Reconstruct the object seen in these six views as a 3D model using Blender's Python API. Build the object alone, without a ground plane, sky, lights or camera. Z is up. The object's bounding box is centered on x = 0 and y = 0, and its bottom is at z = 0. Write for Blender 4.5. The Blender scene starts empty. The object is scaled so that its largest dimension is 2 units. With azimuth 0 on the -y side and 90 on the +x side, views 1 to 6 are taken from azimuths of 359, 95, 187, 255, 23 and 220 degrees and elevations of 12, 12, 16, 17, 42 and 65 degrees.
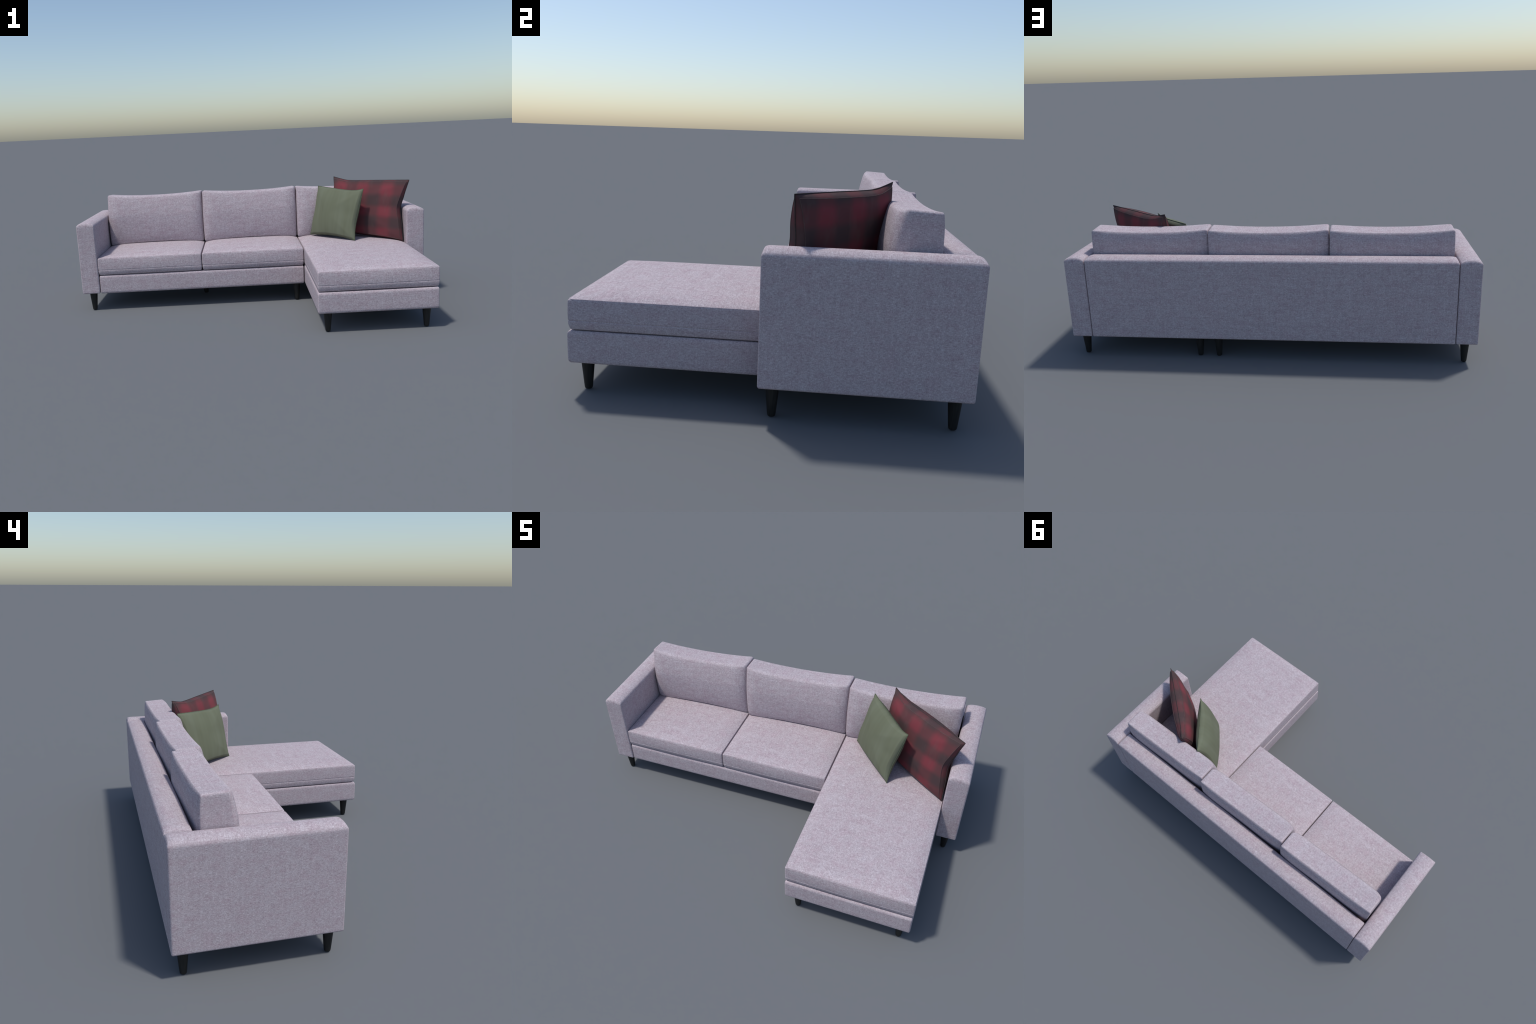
"""Fabric corner sofa with chaise, tapered dark legs and two throw pillows."""
import bpy, bmesh, math
import numpy as np
from mathutils import Vector, Matrix

# ------------------------------------------------------------------ materials
def new_mat(name):
    m = bpy.data.materials.new(name)
    m.use_nodes = True
    nt = m.node_tree
    nt.nodes.clear()
    out = nt.nodes.new("ShaderNodeOutputMaterial")
    b = nt.nodes.new("ShaderNodeBsdfPrincipled")
    nt.links.new(b.outputs[0], out.inputs[0])
    return m, nt, b


def node(nt, kind, **kw):
    n = nt.nodes.new("ShaderNode" + kind)
    for k, v in kw.items():
        setattr(n, k, v)
    return n


def noise(nt, vec, scale, stretch=(1, 1, 1), detail=2.0, rough=0.5, shift=(0, 0, 0)):
    mp = node(nt, "Mapping")
    mp.inputs["Scale"].default_value = stretch
    mp.inputs["Location"].default_value = shift
    nt.links.new(vec, mp.inputs[0])
    n = node(nt, "TexNoise")
    n.inputs["Scale"].default_value = scale
    n.inputs["Detail"].default_value = detail
    n.inputs["Roughness"].default_value = rough
    nt.links.new(mp.outputs[0], n.inputs["Vector"])
    return n.outputs["Fac"]


def math_n(nt, op, a, b=None, c=None, clamp=False):
    m = node(nt, "Math", operation=op)
    m.use_clamp = clamp
    for i, v in enumerate((a, b, c)):
        if v is None:
            continue
        if isinstance(v, (int, float)):
            m.inputs[i].default_value = v
        else:
            nt.links.new(v, m.inputs[i])
    return m.outputs[0]


def ramp(nt, fac, stops):
    r = node(nt, "ValToRGB")
    el = r.color_ramp.elements
    while len(el) < len(stops):
        el.new(0.5)
    for e, (p, c) in zip(el, stops):
        e.position = p
        e.color = (*c, 1)
    nt.links.new(fac, r.inputs[0])
    return r.outputs[0]


def mix(nt, fac, a, b, mode="MIX"):
    m = node(nt, "Mix", data_type="RGBA", blend_type=mode)
    for sock, v in ((m.inputs[0], fac), (m.inputs[6], a), (m.inputs[7], b)):
        if isinstance(v, (int, float)):
            sock.default_value = v
        elif isinstance(v, tuple):
            sock.default_value = (*v, 1)
        else:
            nt.links.new(v, sock)
    return m.outputs[2]


def bump(nt, bsdf, height, strength, dist):
    b = node(nt, "Bump")
    b.inputs["Strength"].default_value = strength
    b.inputs["Distance"].default_value = dist
    nt.links.new(height, b.inputs["Height"])
    nt.links.new(b.outputs[0], bsdf.inputs["Normal"])


def upholstery_material():
    """Melange weave: threads along the three axes, cloudy tint, pale slubs."""
    m, nt, b = new_mat("lilac_grey_weave")
    tc = node(nt, "TexCoord")
    # lay the cloth flat on each face: drop the coordinate along the dominant normal axis
    ab = node(nt, "VectorMath", operation="ABSOLUTE")
    nt.links.new(tc.outputs["Normal"], ab.inputs[0])
    sn, sc = node(nt, "SeparateXYZ"), node(nt, "SeparateXYZ")
    nt.links.new(ab.outputs[0], sn.inputs[0])
    nt.links.new(tc.outputs["Object"], sc.inputs[0])
    flat = node(nt, "CombineXYZ")
    for i in range(3):
        j, k = (i + 1) % 3, (i + 2) % 3
        keep = math_n(nt, "LESS_THAN", sn.outputs[i], math_n(nt, "MAXIMUM", sn.outputs[j], sn.outputs[k]))
        shift = math_n(nt, "MULTIPLY_ADD", keep, -0.37 * (i + 1), 0.37 * (i + 1))
        nt.links.new(math_n(nt, "MULTIPLY_ADD", sc.outputs[i], keep, shift), flat.inputs[i])
    co = flat.outputs[0]
    tx = noise(nt, co, 1.0, (95, 760, 760), 1.0)
    ty = noise(nt, co, 1.0, (760, 95, 760), 1.0, shift=(3, 1, 7))
    tz = noise(nt, co, 1.0, (760, 760, 170), 1.0, shift=(9, 4, 2))
    s = math_n(nt, "ADD", math_n(nt, "ADD", tx, ty), tz)
    thread = math_n(nt, "MULTIPLY", s, 1 / 3)
    # regular grid of yarns
    sep = node(nt, "SeparateXYZ")
    nt.links.new(co, sep.inputs[0])
    g = None
    for i in range(3):
        w = math_n(nt, "SINE", math_n(nt, "MULTIPLY", sep.outputs[i], 2 * math.pi / 0.0034))
        g = w if g is None else math_n(nt, "ADD", g, w)
    thread = math_n(nt, "MULTIPLY_ADD", g, 0.014, thread)
    weave = ramp(nt, thread, [(0.33, FAB_DARK), (0.50, FAB_MID), (0.67, FAB_LIGHT)])
    # cloudy patches, slightly drawn out sideways, shifting rosy <-> bluish
    cl = noise(nt, co, 1.0, (24, 24, 38), 4.0, 0.62, (5, 2, 8))
    tint = ramp(nt, cl, [(0.36, TINT_ROSE), (0.52, (1, 1, 1)), (0.66, TINT_BLUE)])
    col = mix(nt, 1.0, weave, tint, "MULTIPLY")
    # faint straight streaks in the yarn direction
    for st, sh in (((7, 130, 130), (4, 4, 1)), ((130, 130, 7), (8, 3, 5))):
        f = noise(nt, co, 1.0, st, 2.0, 0.55, sh)
        col = mix(nt, 1.0, col, ramp(nt, f, [(0.32, (0.965, 0.955, 0.96)), (0.68, (1.035, 1.04, 1.04))]), "MULTIPLY")
    # pale slubs
    sl = noise(nt, co, 1.0, (60, 60, 120), 3.0, 0.6, (1, 6, 3))
    sf = ramp(nt, sl, [(0.64, (0, 0, 0)), (0.74, (0.3, 0.3, 0.3))])
    col = mix(nt, sf, col, FAB_SLUB)
    nt.links.new(col, b.inputs["Base Color"])
    b.inputs["Roughness"].default_value = 0.95
    b.inputs["Specular IOR Level"].default_value = 0.15
    b.inputs["Sheen Weight"].default_value = 0.0
    b.inputs["Sheen Roughness"].default_value = 0.6
    bump(nt, b, thread, 0.5, 0.0015)
    return m


FAB_DARK = (0.288, 0.234, 0.256)
FAB_MID = (0.444, 0.384, 0.410)
FAB_LIGHT = (0.662, 0.602, 0.642)
FAB_SLUB = (0.700, 0.665, 0.710)
TINT_ROSE = (0.965, 0.92, 0.935)
TINT_BLUE = (1.01, 1.025, 1.03)


def leg_material():
    m, nt, b = new_mat("black_stained_wood")
    co = node(nt, "TexCoord").outputs["Object"]
    g = noise(nt, co, 1.0, (260, 260, 18), 3.0)
    nt.links.new(ramp(nt, g, [(0.3, (0.010, 0.010, 0.010)), (0.7, (0.021, 0.021, 0.020))]),
                 b.inputs["Base Color"])
    b.inputs["Roughness"].default_value = 0.5
    b.inputs["Specular IOR Level"].default_value = 0.3
    return m


def green_material():
    m, nt, b = new_mat("sage_green_cloth")
    co = node(nt, "TexCoord").outputs["Object"]
    st = noise(nt, co, 1.0, (22, 2.0, 2.0), 3.0, 0.55)
    cl = noise(nt, co, 1.0, (9, 7, 9), 2.0, 0.5, (2, 5, 1))
    f = math_n(nt, "ADD", math_n(nt, "MULTIPLY", st, 0.65), math_n(nt, "MULTIPLY", cl, 0.35))
    col = ramp(nt, f, [(0.32, GREEN_A), (0.50, GREEN_B), (0.68, GREEN_C)])
    nt.links.new(col, b.inputs["Base Color"])
    b.inputs["Roughness"].default_value = 0.85
    b.inputs["Specular IOR Level"].default_value = 0.2
    fine = noise(nt, co, 1.0, (500, 500, 500), 1.0)
    bump(nt, b, fine, 0.08, 0.0008)
    return m


GREEN_A = (0.124, 0.136, 0.088)
GREEN_B = (0.138, 0.152, 0.102)
GREEN_C = (0.152, 0.168, 0.118)


def plaid_material(pu, pv, su, sv):
    """Buffalo check in the pillow's own plane: soft stripes along x and y."""
    m, nt, b = new_mat("red_plaid_flannel")
    co = node(nt, "TexCoord").outputs["Object"]
    wob = node(nt, "TexNoise")
    wob.inputs["Scale"].default_value = 9.0
    nt.links.new(co, wob.inputs["Vector"])
    off = node(nt, "VectorMath", operation="SCALE")
    nt.links.new(wob.outputs["Color"], off.inputs[0])
    off.inputs["Scale"].default_value = 0.016
    add = node(nt, "VectorMath", operation="ADD")
    nt.links.new(co, add.inputs[0])
    nt.links.new(off.outputs[0], add.inputs[1])
    sep = node(nt, "SeparateXYZ")
    nt.links.new(add.outputs[0], sep.inputs[0])

    def stripe(v, period, phase):
        c = math_n(nt, "COSINE", math_n(nt, "MULTIPLY",
                   math_n(nt, "SUBTRACT", v, phase), 2 * math.pi / period))
        return math_n(nt, "MULTIPLY_ADD", c, 0.9, 0.46, clamp=True)   # 1 = red band

    a = stripe(sep.outputs[0], pu, su)
    c = stripe(sep.outputs[1], pv, sv)
    s = math_n(nt, "MULTIPLY", math_n(nt, "ADD", a, c), 0.5)
    col = ramp(nt, s, [(0.0, PLAID_DARK), (0.5, PLAID_MID), (1.0, PLAID_RED)])
    cl = noise(nt, co, 1.0, (26, 9, 26), 3.0, 0.6)
    col = mix(nt, math_n(nt, "MULTIPLY", ramp(nt, cl, [(0.52, (0, 0, 0)), (0.75, (1, 1, 1))]), 0.28),
              col, PLAID_GREY)
    nt.links.new(col, b.inputs["Base Color"])
    b.inputs["Roughness"].default_value = 0.9
    b.inputs["Specular IOR Level"].default_value = 0.2
    fine = noise(nt, co, 1.0, (500, 500, 500), 1.0)
    bump(nt, b, fine, 0.08, 0.0008)
    return m


PLAID_DARK = (0.071, 0.044, 0.046)
PLAID_MID = (0.114, 0.043, 0.047)
PLAID_RED = (0.188, 0.042, 0.052)
PLAID_GREY = (0.125, 0.085, 0.080)


def piping_material(name, col):
    m, nt, b = new_mat(name)
    co = node(nt, "TexCoord").outputs["Object"]
    f = noise(nt, co, 60.0)
    nt.links.new(ramp(nt, f, [(0.3, tuple(0.8 * c for c in col)), (0.7, tuple(1.2 * c for c in col))]),
                 b.inputs["Base Color"])
    b.inputs["Roughness"].default_value = 0.9
    b.inputs["Specular IOR Level"].default_value = 0.2
    return m


# ------------------------------------------------------------------ geometry
def finish(name, verts, faces, mat, parent=None, origin=(0, 0, 0)):
    o = Vector(origin)
    me = bpy.data.meshes.new(name)
    me.from_pydata([tuple(Vector(v) - o) for v in verts], [], faces)
    me.update()
    bm = bmesh.new()
    bm.from_mesh(me)
    bmesh.ops.recalc_face_normals(bm, faces=bm.faces)
    bm.to_mesh(me)
    bm.free()
    me.shade_smooth()
    me.materials.append(mat)
    ob = bpy.data.objects.new(name, me)
    bpy.context.collection.objects.link(ob)
    ob.location = o
    if parent is not None:
        ob.parent = parent
    return ob


def samples(lo, hi, r, step, extra=()):
    """Coordinates along one axis: dense in the two rounded ends, even between."""
    n_end = 5
    pts = [lo + r * i / n_end for i in range(n_end)]
    n = max(2, int(round((hi - lo - 2 * r) / step)))
    pts += [lo + r + (hi - lo - 2 * r) * i / n for i in range(n + 1)]
    pts += [hi - r * i / n_end for i in range(n_end)]
    pts += list(extra)
    return sorted(set(round(p, 6) for p in pts))


def soft_block(name, lo, hi, radius, mat, parent, shape=None, step=0.02, extra=((), (), ())):
    """Box with elliptical edge radii, then reshaped by shape(x, y, z) -> (x, y, z)."""
    lo, hi, r = np.array(lo, float), np.array(hi, float), np.array(radius, float)
    ax = [samples(lo[i], hi[i], r[i], step, extra[i]) for i in range(3)]
    n = [len(a) for a in ax]
    index, verts = {}, []

    def vid(i, j, k):
        key = (i, j, k)
        if key not in index:
            p = np.array([ax[0][i], ax[1][j], ax[2][k]])
            q = np.clip(p, lo + r, hi - r)
            d = (p - q) / r
            L = np.linalg.norm(d)
            if L > 1e-9:
                d = d / L * np.max(np.abs(d))      # keep the surface shell
            p = q + d * r
            if shape:
                p = np.array(shape(*p))
            index[key] = len(verts)
            verts.append(p)
        return index[key]

    faces = []
    for a, b, c in ((0, 1, 2), (1, 2, 0), (2, 0, 1)):
        for side in (0, n[c] - 1):
            for i in range(n[a] - 1):
                for j in range(n[b] - 1):
                    q = []
                    for di, dj in ((0, 0), (1, 0), (1, 1), (0, 1)):
                        ijk = [0, 0, 0]
                        ijk[a], ijk[b], ijk[c] = i + di, j + dj, side
                        q.append(vid(*ijk))
                    faces.append(q)
    return finish(name, verts, faces, mat, parent, origin=(lo + hi) / 2)


def tube(name, pts, rad, mat, parent, closed=True, seg=8, origin=(0, 0, 0)):
    """Round cord swept along a (closed) polyline."""
    P = [Vector(p) for p in pts]
    N = len(P)
    verts, faces = [], []
    up = Vector((0, 0, 1))
    for i in range(N):
        t = (P[(i + 1) % N] - P[i - 1]).normalized()
        u = up if abs(t.dot(up)) < 0.9 else Vector((1, 0.3, 0)).normalized()
        s = t.cross(u).normalized()
        w = s.cross(t).normalized()
        for k in range(seg):
            a = 2 * math.pi * k / seg
            verts.append(P[i] + rad * (math.cos(a) * s + math.sin(a) * w))
    for i in range(N if closed else N - 1):
        for k in range(seg):
            a, b2 = i * seg + k, i * seg + (k + 1) % seg
            c, d = ((i + 1) % N) * seg + (k + 1) % seg, ((i + 1) % N) * seg + k
            faces.append((a, b2, c, d))
    return finish(name, verts, faces, mat, parent, origin)


def bell(t, p=2.0):
    """1 at the middle, 0 at t = +-1."""
    return max(0.0, 1 - abs(t) ** p)


def sign(x):
    return 1.0 if x >= 0 else -1.0


def sstep(a, b, x):
    t = min(1.0, max(0.0, (x - a) / (b - a)))
    return t * t * (3 - 2 * t)


# ------------------------------------------------------------------ sofa
fabric = upholstery_material()
wood = leg_material()

sofa = bpy.data.objects.new("corner_sofa", None)
bpy.context.collection.objects.link(sofa)
sofa["label"] = "lilac grey fabric L-shaped sofa with chaise and black tapered legs"
sofa["category"] = "sofa"

Z0, ZT = 0.1045, 0.506          # underside and shoulder height of arms and back
ARM_IN, ARM_OUT = 0.898, 1.000
Y_BACK, Y_FRONT, Y_CHAISE = 0.620, 0.000, -0.620


def crown_end(d, reach):
    """Quarter-round fall-off towards an end, d = distance from that end."""
    t = min(1.0, max(0.0, d / reach))
    return math.sqrt(max(0.0, 1 - (1 - t) ** 2))


def arm_shape(x0, x1):
    xm, hw = (x0 + x1) / 2, (x1 - x0) / 2

    def f(x, y, z):
        if z > ZT - 0.04:
            k = (z - (ZT - 0.04)) / 0.04
            c = bell((x - xm) / hw, 2.7) * min(crown_end(y - Y_FRONT + 0.003, 0.020), crown_end(Y_BACK - y, 0.024))
            z += 0.0160 * c * k
        return x, y, z
    return f


for x0, x1 in ((-ARM_OUT, -ARM_IN), (ARM_IN, ARM_OUT)):
    soft_block("armrest", (x0, Y_FRONT - 0.003, Z0), (x1, Y_BACK, ZT), (0.007, 0.008, 0.008),
               fabric, sofa, arm_shape(x0, x1), 0.008)


def panel_shape(x, y, z):
    if z > ZT - 0.04:
        k = (z - (ZT - 0.04)) / 0.04
        z += 0.0135 * k * bell((y - 0.569) / 0.051, 3.2) * min(
            crown_end(x + 0.896, 0.03), crown_end(0.896 - x, 0.03))
    return x, y, z


soft_block("back_panel", (-0.896, 0.518, Z0), (0.896, Y_BACK, ZT), (0.008, 0.007, 0.008),
           fabric, sofa, panel_shape, 0.012)

Z_BASE = 0.2085
soft_block("sofa_base", (-0.8955, Y_FRONT, 0.102), (0.2965, 0.515, Z_BASE), (0.006, 0.010, 0.014),
           fabric, sofa, None, 0.03)
soft_block("chaise_base", (0.300, Y_CHAISE, 0.102), (0.8955, 0.515, Z_BASE), (0.006, 0.010, 0.014),
           fabric, sofa, None, 0.03)


# --- seat cushions: crowned top, bulging boxing, a stitched line low on the sides
Z_SEAT = 0.311
Z_SEAM = 0.243


def seat_cushion(name, x0, x1, y0, y1):
    xm, ym, hx, hy = (x0 + x1) / 2, (y0 + y1) / 2, (x1 - x0) / 2, (y1 - y0) / 2
    zb = Z_BASE + 0.0035

    def f(x, y, z):
        u, v = (x - xm) / hx, (y - ym) / hy
        t = (z - zb) / (Z_SEAT - zb)
        side = max(abs(u), abs(v))
        groove = 0.0018 * math.exp(-((z - Z_SEAM) / 0.0013) ** 2)
        # boxing: bulges mid-height, tucks in under the top seam and at the bottom
        mid = math.sin(math.pi * min(1, max(0, t))) ** 0.8
        tuck = 0.006 * (1 - sstep(-0.05, 0.17, t))
        if abs(u) > 0.95:
            x += sign(u) * (0.0015 * mid - 0.6 * tuck - groove)
        if abs(v) > 0.95:
            y += sign(v) * (0.001 * mid + 0.005 * mid * bell(u, 2) - tuck - groove)
        if t > 0.5:
            du, dv = (1 - abs(u)) * hx, (1 - abs(v)) * hy          # distance to the edges
            rise = (1 - math.exp(-du / 0.035)) * (1 - math.exp(-dv / 0.035))
            z += (0.015 * rise + 0.005 * bell(u, 2) * bell(v, 2)) * sstep(0.5, 1, t)
        return x, y, z

    ex = (Z_SEAM - 0.004, Z_SEAM - 0.0025, Z_SEAM - 0.0012, Z_SEAM, Z_SEAM + 0.0012, Z_SEAM + 0.0025, Z_SEAM + 0.004)
    c = soft_block(name, (x0, y0, zb), (x1, y1, Z_SEAT), (0.006, 0.006, 0.005), fabric, sofa, f, 0.014,
                   ((), (), ex))
    # welt along the top edge
    r = 0.012
    ring = []
    ins = 0.0035
    for cx, cy, a0 in ((x1, y1, 0), (x0, y1, 90), (x0, y0, 180), (x1, y0, 270)):
        sx, sy = (1 if cx == x1 else -1), (1 if cy == y1 else -1)
        for i in range(5):
            a = math.radians(a0 + 90 * i / 4)
            ring.append((cx - sx * (r + ins) + r * math.cos(a), cy - sy * (r + ins) + r * math.sin(a), Z_SEAT - 0.0008))
    w = tube("piping", ring, 0.0026, fabric, c, True, 8, origin=c.location)
    w.location = (0, 0, 0)
    return c


seat_cushion("seat_cushion", -0.8960, -0.2985, 0.000, 0.505)
seat_cushion("seat_cushion", -0.2925, 0.2965, 0.000, 0.505)
seat_cushion("chaise_cushion", 0.3020, 0.8960, -0.614, 0.505)


# --- back cushions: wedge section, pillowed front, ears at the corners
BC_Z0, BC_Z1 = 0.316, 0.632


# side-view profiles (height, depth) read from bottom to top
BC_RIM = [(0.31, 0.384), (0.35, 0.378), (0.42, 0.376), (0.51, 0.380), (0.58, 0.390), (0.64, 0.402)]
BC_BELLY = [(0.31, 0.378), (0.325, 0.366), (0.36, 0.358), (0.42, 0.351), (0.50, 0.351), (0.55, 0.359),
            (0.60, 0.371), (0.622, 0.379), (0.634, 0.390)]
BC_BACK = [(0.31, 0.500), (0.45, 0.502), (0.58, 0.502), (0.634, 0.498)]


def interp(tab, t):
    """Smooth curve through control points (cubic Hermite, finite-difference slopes)."""
    t = min(tab[-1][0], max(tab[0][0], t))
    n = len(tab)

    def slope(i):
        lo, hi = max(0, i - 1), min(n - 1, i + 1)
        return (tab[hi][1] - tab[lo][1]) / (tab[hi][0] - tab[lo][0])

    for i in range(n - 1):
        (a, va), (b, vb) = tab[i], tab[i + 1]
        if t <= b:
            h = b - a
            k = (t - a) / h
            return ((2 * k**3 - 3 * k**2 + 1) * va + (k**3 - 2 * k**2 + k) * h * slope(i)
                    + (-2 * k**3 + 3 * k**2) * vb + (k**3 - k**2) * h * slope(i + 1))
    return tab[-1][1]


def back_cushion(x0, x1):
    xm, hx = (x0 + x1) / 2, (x1 - x0) / 2
    zm, hz = (BC_Z0 + BC_Z1) / 2, (BC_Z1 - BC_Z0) / 2
    yf, yb = 0.40, 0.50

    def f(x, y, z):
        u, w = (x - xm) / hx, (z - zm) / hz
        s = (y - yf) / (yb - yf)                    # 0 front, 1 back
        rim = interp(BC_RIM, z)                     # front seam line at the cushion's sides
        belly = interp(BC_BELLY, z)                 # front face at the middle
        k = 1 - math.exp(-max(0.0, (1 - abs(u))) * hx / 0.022)
        front = rim + (belly - rim) * k + 0.009 * u
        back = interp(BC_BACK, z) + (0.011 if u > 0 else 0.006) * u + 0.010 * bell(u, 6) * bell(w, 4)
        y2 = front + s * (back - front)
        # top dips and bottom lifts away from the corners
        z2 = z - 0.014 * math.copysign(1, w) * bell(u, 2.2) * sstep(0.55, 1.0, abs(w))
        z2 += 0.006 * (1 - s) * sstep(0.5, 1, w)
        # sides swell slightly around half height
        x2 = x + 0.002 * math.copysign(1, u) * bell(w, 2) * sstep(0.9, 1, abs(u))
        return x2, y2, z2

    return soft_block("back_cushion", (x0, yf, BC_Z0), (x1, yb, BC_Z1), (0.014, 0.005, 0.011), fabric, sofa,
                      f, 0.010)


for a, b in ((-0.889, -0.3005), (-0.2945, 0.2945), (0.3005, 0.889)):
    back_cushion(a, b)


# --- legs: turned tapered pegs
def leg_mesh():
    prof = [(0.0, 0.0), (0.0095, 0.0), (0.0115, 0.0012), (0.0128, 0.004), (0.0138, 0.012),
            (0.0216, 0.098), (0.0219, 0.108), (0.0, 0.108)]
    seg = 28
    verts, faces = [], []
    for r, z in prof:
        for k in range(seg):
            a = 2 * math.pi * k / seg
            verts.append((r * math.cos(a), r * math.sin(a), z))
    for i in range(len(prof) - 1):
        for k in range(seg):
            faces.append((i * seg + k, i * seg + (k + 1) % seg, (i + 1) * seg + (k + 1) % seg, (i + 1) * seg + k))
    ob = finish("leg", verts, faces, wood, sofa)
    bm = bmesh.new()
    bm.from_mesh(ob.data)
    bmesh.ops.remove_doubles(bm, verts=bm.verts, dist=1e-6)
    bm.to_mesh(ob.data)
    bm.free()
    return ob


LEGS = [(-0.946, 0.038), (-0.946, 0.575), (0.946, 0.038), (0.946, 0.575), (0.254, 0.038), (0.256, 0.575),
        (0.352, 0.575), (0.352, 0.038), (0.352, -0.572), (0.846, -0.572), (-0.300, 0.300)]
leg = leg_mesh()
for i, (x, y) in enumerate(LEGS):
    o = leg if i == 0 else leg.copy()
    if i:
        bpy.context.collection.objects.link(o)
    o.location = (x, y, 0)


# ------------------------------------------------------------------ throw pillows
def throw_pillow(name, TL, TR, BR, edges, thick_front, thick_back, lip, mat, mat_pipe, pipe_r, folds, ridge_col=None):
    """Square pillow in its own frame: x along the top edge, y up, z to the front.
    edges: inward pull (fraction of the size) along top, bottom, left, right."""
    TL, TR, BR = Vector(TL), Vector(TR), Vector(BR)
    W, H = (TR - TL).length, (BR - TR).length
    ex = (TR - TL).normalized()
    ey = (TR - BR).normalized()
    ez = ex.cross(ey).normalized()
    ey = ez.cross(ex).normalized()
    ctr = TL + (TR - TL) / 2 + (BR - TR) / 2
    M = Matrix((ex, ey, ez)).transposed().to_4x4()
    M.translation = ctr
    inset = 0.011                                  # width of the side wall, seen from the front
    m = 44

    def stations(L):
        """Positions -1..1 across the pillow, with a tight crease at the ridge."""
        q = 1 - 2 * inset / L
        c = 1 - 2 * (inset + 0.003) / L
        e = 1 - 2 * (inset * 0.5) / L
        inner = [c * math.sin(math.pi / 2 * (2 * i / m - 1)) for i in range(m + 1)]
        return [-1, -e, -q] + inner + [q, e, 1]

    S, T_ = stations(W), stations(H)

    def plan(s, t):                                # s, t in -1..1
        a, b = (s + 1) / 2, (1 - t) / 2            # a from left, b from top
        up = interp(edges["top"], a) * H
        dn = interp(edges["bottom"], a) * H
        lf = interp(edges["left"], b) * W
        rt = interp(edges["right"], b) * W
        k = 1.5
        x = s * W / 2 + lf * ((1 - s) / 2) ** k - rt * ((1 + s) / 2) ** k
        y = t * H / 2 - up * ((1 + t) / 2) ** k + dn * ((1 - t) / 2) ** k
        return x, y

    def thick(s, t, T):
        ds, dt = (1 - abs(s)) * W / 2, (1 - abs(t)) * H / 2
        rim = min(1.0, ds / inset) * min(1.0, dt / inset)
        corner = 1.0 - 0.92 * abs(s * t) ** 2.6      # the wall narrows into the corners
        belly = (bell(s, 2.2) * bell(t, 2.2)) ** 0.75
        return rim * (lip * corner + (T - lip) * belly)

    verts, faces = [], []
    ns, nt_ = len(S), len(T_)
    for side, T in ((1, thick_front), (-1, thick_back)):
        base = len(verts)
        for s in S:
            for t in T_:
                x, y = plan(s, t)
                z = thick(s, t, T)
                z += folds(s, t, side) * bell(s, 4) * bell(t, 4)
                verts.append((x, y, side * z))
        for i in range(ns - 1):
            for j in range(nt_ - 1):
                q = [base + a * nt_ + b for a, b in ((i, j), (i + 1, j), (i + 1, j + 1), (i, j + 1))]
                faces.append(q if side > 0 else q[::-1])
    ob = finish(name, verts, faces, mat)
    bm = bmesh.new()
    bm.from_mesh(ob.data)
    bmesh.ops.remove_doubles(bm, verts=bm.verts, dist=1e-5)
    bmesh.ops.recalc_face_normals(bm, faces=bm.faces)
    bm.to_mesh(ob.data)
    bm.free()
    ob.matrix_world = M
    # seam cord round the rim
    ring = []
    m = 48
    for k in range(m):
        ring.append(plan(-1 + 2 * k / m, 1))
    for k in range(m):
        ring.append(plan(1, 1 - 2 * k / m))
    for k in range(m):
        ring.append(plan(1 - 2 * k / m, -1))
    for k in range(m):
        ring.append(plan(-1, -1 + 2 * k / m))
    tube("piping", [(x, y, 0) for x, y in ring], pipe_r, mat_pipe, ob)
    # thin grey-brown cord drawing the pale line where each face folds over into the side wall
    if ridge_col:
        mr = piping_material("ridge_line_grey", ridge_col)
        qs, qt = S[2], T_[2]                       # both negative
        path = [(qs + 2 * -qs * k / m, -qt) for k in range(m)] + [(-qs, -qt + 2 * qt * k / m) for k in range(m)]
        path += [(-a, -b) for a, b in path]
        for side, T in ((1, thick_front), (-1, thick_back)):
            pts = []
            for a, b in path:
                x, y = plan(a, b)
                pts.append((x, y, side * (thick(a, b, T) + folds(a, b, side) * bell(a, 4) * bell(b, 4))))
            tube("ridge_line", pts, 0.0011, mr, ob, seg=6)
    return ob


def ray_fold(s, t, cs, ct, ang, width, depth, reach):
    """A soft crease running from (cs, ct) in direction ang, fading with distance."""
    dx, dy = s - cs, t - ct
    along = dx * math.cos(ang) + dy * math.sin(ang)
    across = -dx * math.sin(ang) + dy * math.cos(ang)
    if along < 0:
        return 0.0
    return depth * math.exp(-(across / width) ** 2) * math.exp(-(along / reach) ** 2) * min(1, along / 0.15)


def green_folds(s, t, side):
    f = 0.0025 * math.sin(5 * s + 1.5 * t) * math.sin(2.2 * s - 1.0)
    f += ray_fold(s, t, 0.95, 0.95, math.radians(222), 0.10, 0.004, 0.9)
    f += ray_fold(s, t, 0.95, -0.95, math.radians(140), 0.10, 0.004, 0.8)
    f += ray_fold(s, t, -0.95, 0.95, math.radians(-55), 0.12, 0.003, 0.9)
    f -= ray_fold(s, t, 0.97, 0.0, math.radians(175), 0.22, 0.005, 0.5)
    return f


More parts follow.
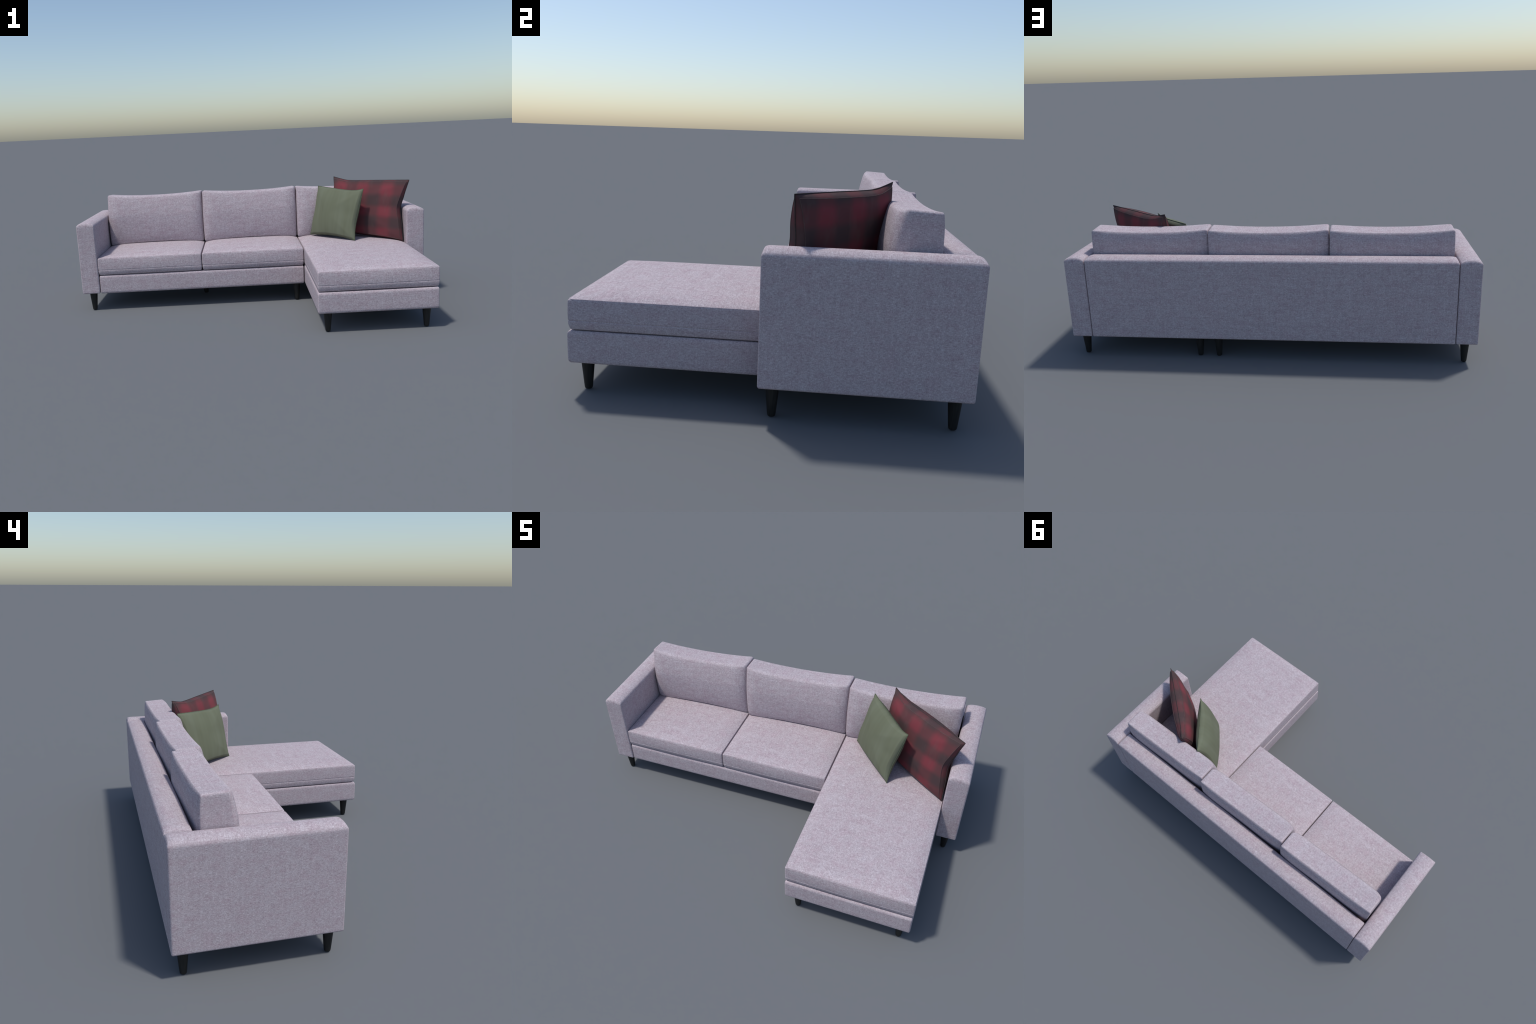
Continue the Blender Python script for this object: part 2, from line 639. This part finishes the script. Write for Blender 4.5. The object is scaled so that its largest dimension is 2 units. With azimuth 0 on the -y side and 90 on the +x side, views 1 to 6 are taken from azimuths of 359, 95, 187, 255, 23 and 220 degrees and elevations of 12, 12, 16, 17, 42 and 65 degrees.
def red_folds(s, t, side):
    f = 0.0025 * math.sin(3 * s - 4 * t)
    f += ray_fold(s, t, 0.95, 0.95, math.radians(215), 0.12, 0.006, 0.9)
    f += ray_fold(s, t, 0.95, -0.95, math.radians(140), 0.12, 0.006, 0.9)
    f += ray_fold(s, t, -0.95, 0.95, math.radians(-40), 0.12, 0.005, 0.9)
    f -= ray_fold(s, t, 0.97, 0.05, math.radians(180), 0.20, 0.010, 0.45)
    f -= ray_fold(s, t, -0.55, 0.97, math.radians(-90), 0.12, 0.006, 0.4)
    return f


green = throw_pillow(
    "throw_pillow", (0.439, 0.379, 0.634), (0.670, 0.106, 0.630), (0.608, 0.056, 0.333),
    dict(top=[(0, 0), (0.35, 0.028), (0.74, 0.047), (0.9, 0.03), (1, 0)],
         bottom=[(0, 0.0), (0.4, 0.035), (0.7, 0.034), (1, 0)],
         left=[(0, 0), (0.45, 0.045), (0.75, 0.022), (1, 0)],
         right=[(0, 0), (0.45, 0.028), (0.72, 0.042), (1, 0)]),
    0.045, 0.042, 0.018, green_material(), piping_material("green_seam", (0.10, 0.12, 0.075)), 0.0016, green_folds)
green["label"] = "square sage green cloth throw pillow with pinched corners"
green["category"] = "pillow"

red = throw_pillow(
    "throw_pillow", (0.541, 0.392, 0.686), (0.935, 0.081, 0.671), (0.889, 0.039, 0.315),
    dict(top=[(0, 0), (0.10, 0.028), (0.21, 0.049), (0.6, 0.026), (1, 0)],
         bottom=[(0, 0.0), (0.2, 0.045), (0.55, 0.045), (0.8, 0.032), (1, 0)],
         left=[(0, 0), (0.45, 0.045), (0.75, 0.03), (1, 0)],
         right=[(0, 0), (0.25, 0.045), (0.45, 0.076), (0.70, 0.04), (1, 0)]),
    0.055, 0.055, 0.026, plaid_material(0.153, 0.128, 0.153 * 0.0 - 0.012, 0.122), 
    piping_material("charcoal_seam", (0.045, 0.038, 0.038)), 0.0017, red_folds, (0.105, 0.072, 0.070))
red["label"] = "large red and black buffalo plaid throw pillow, dark seam"
red["category"] = "pillow"
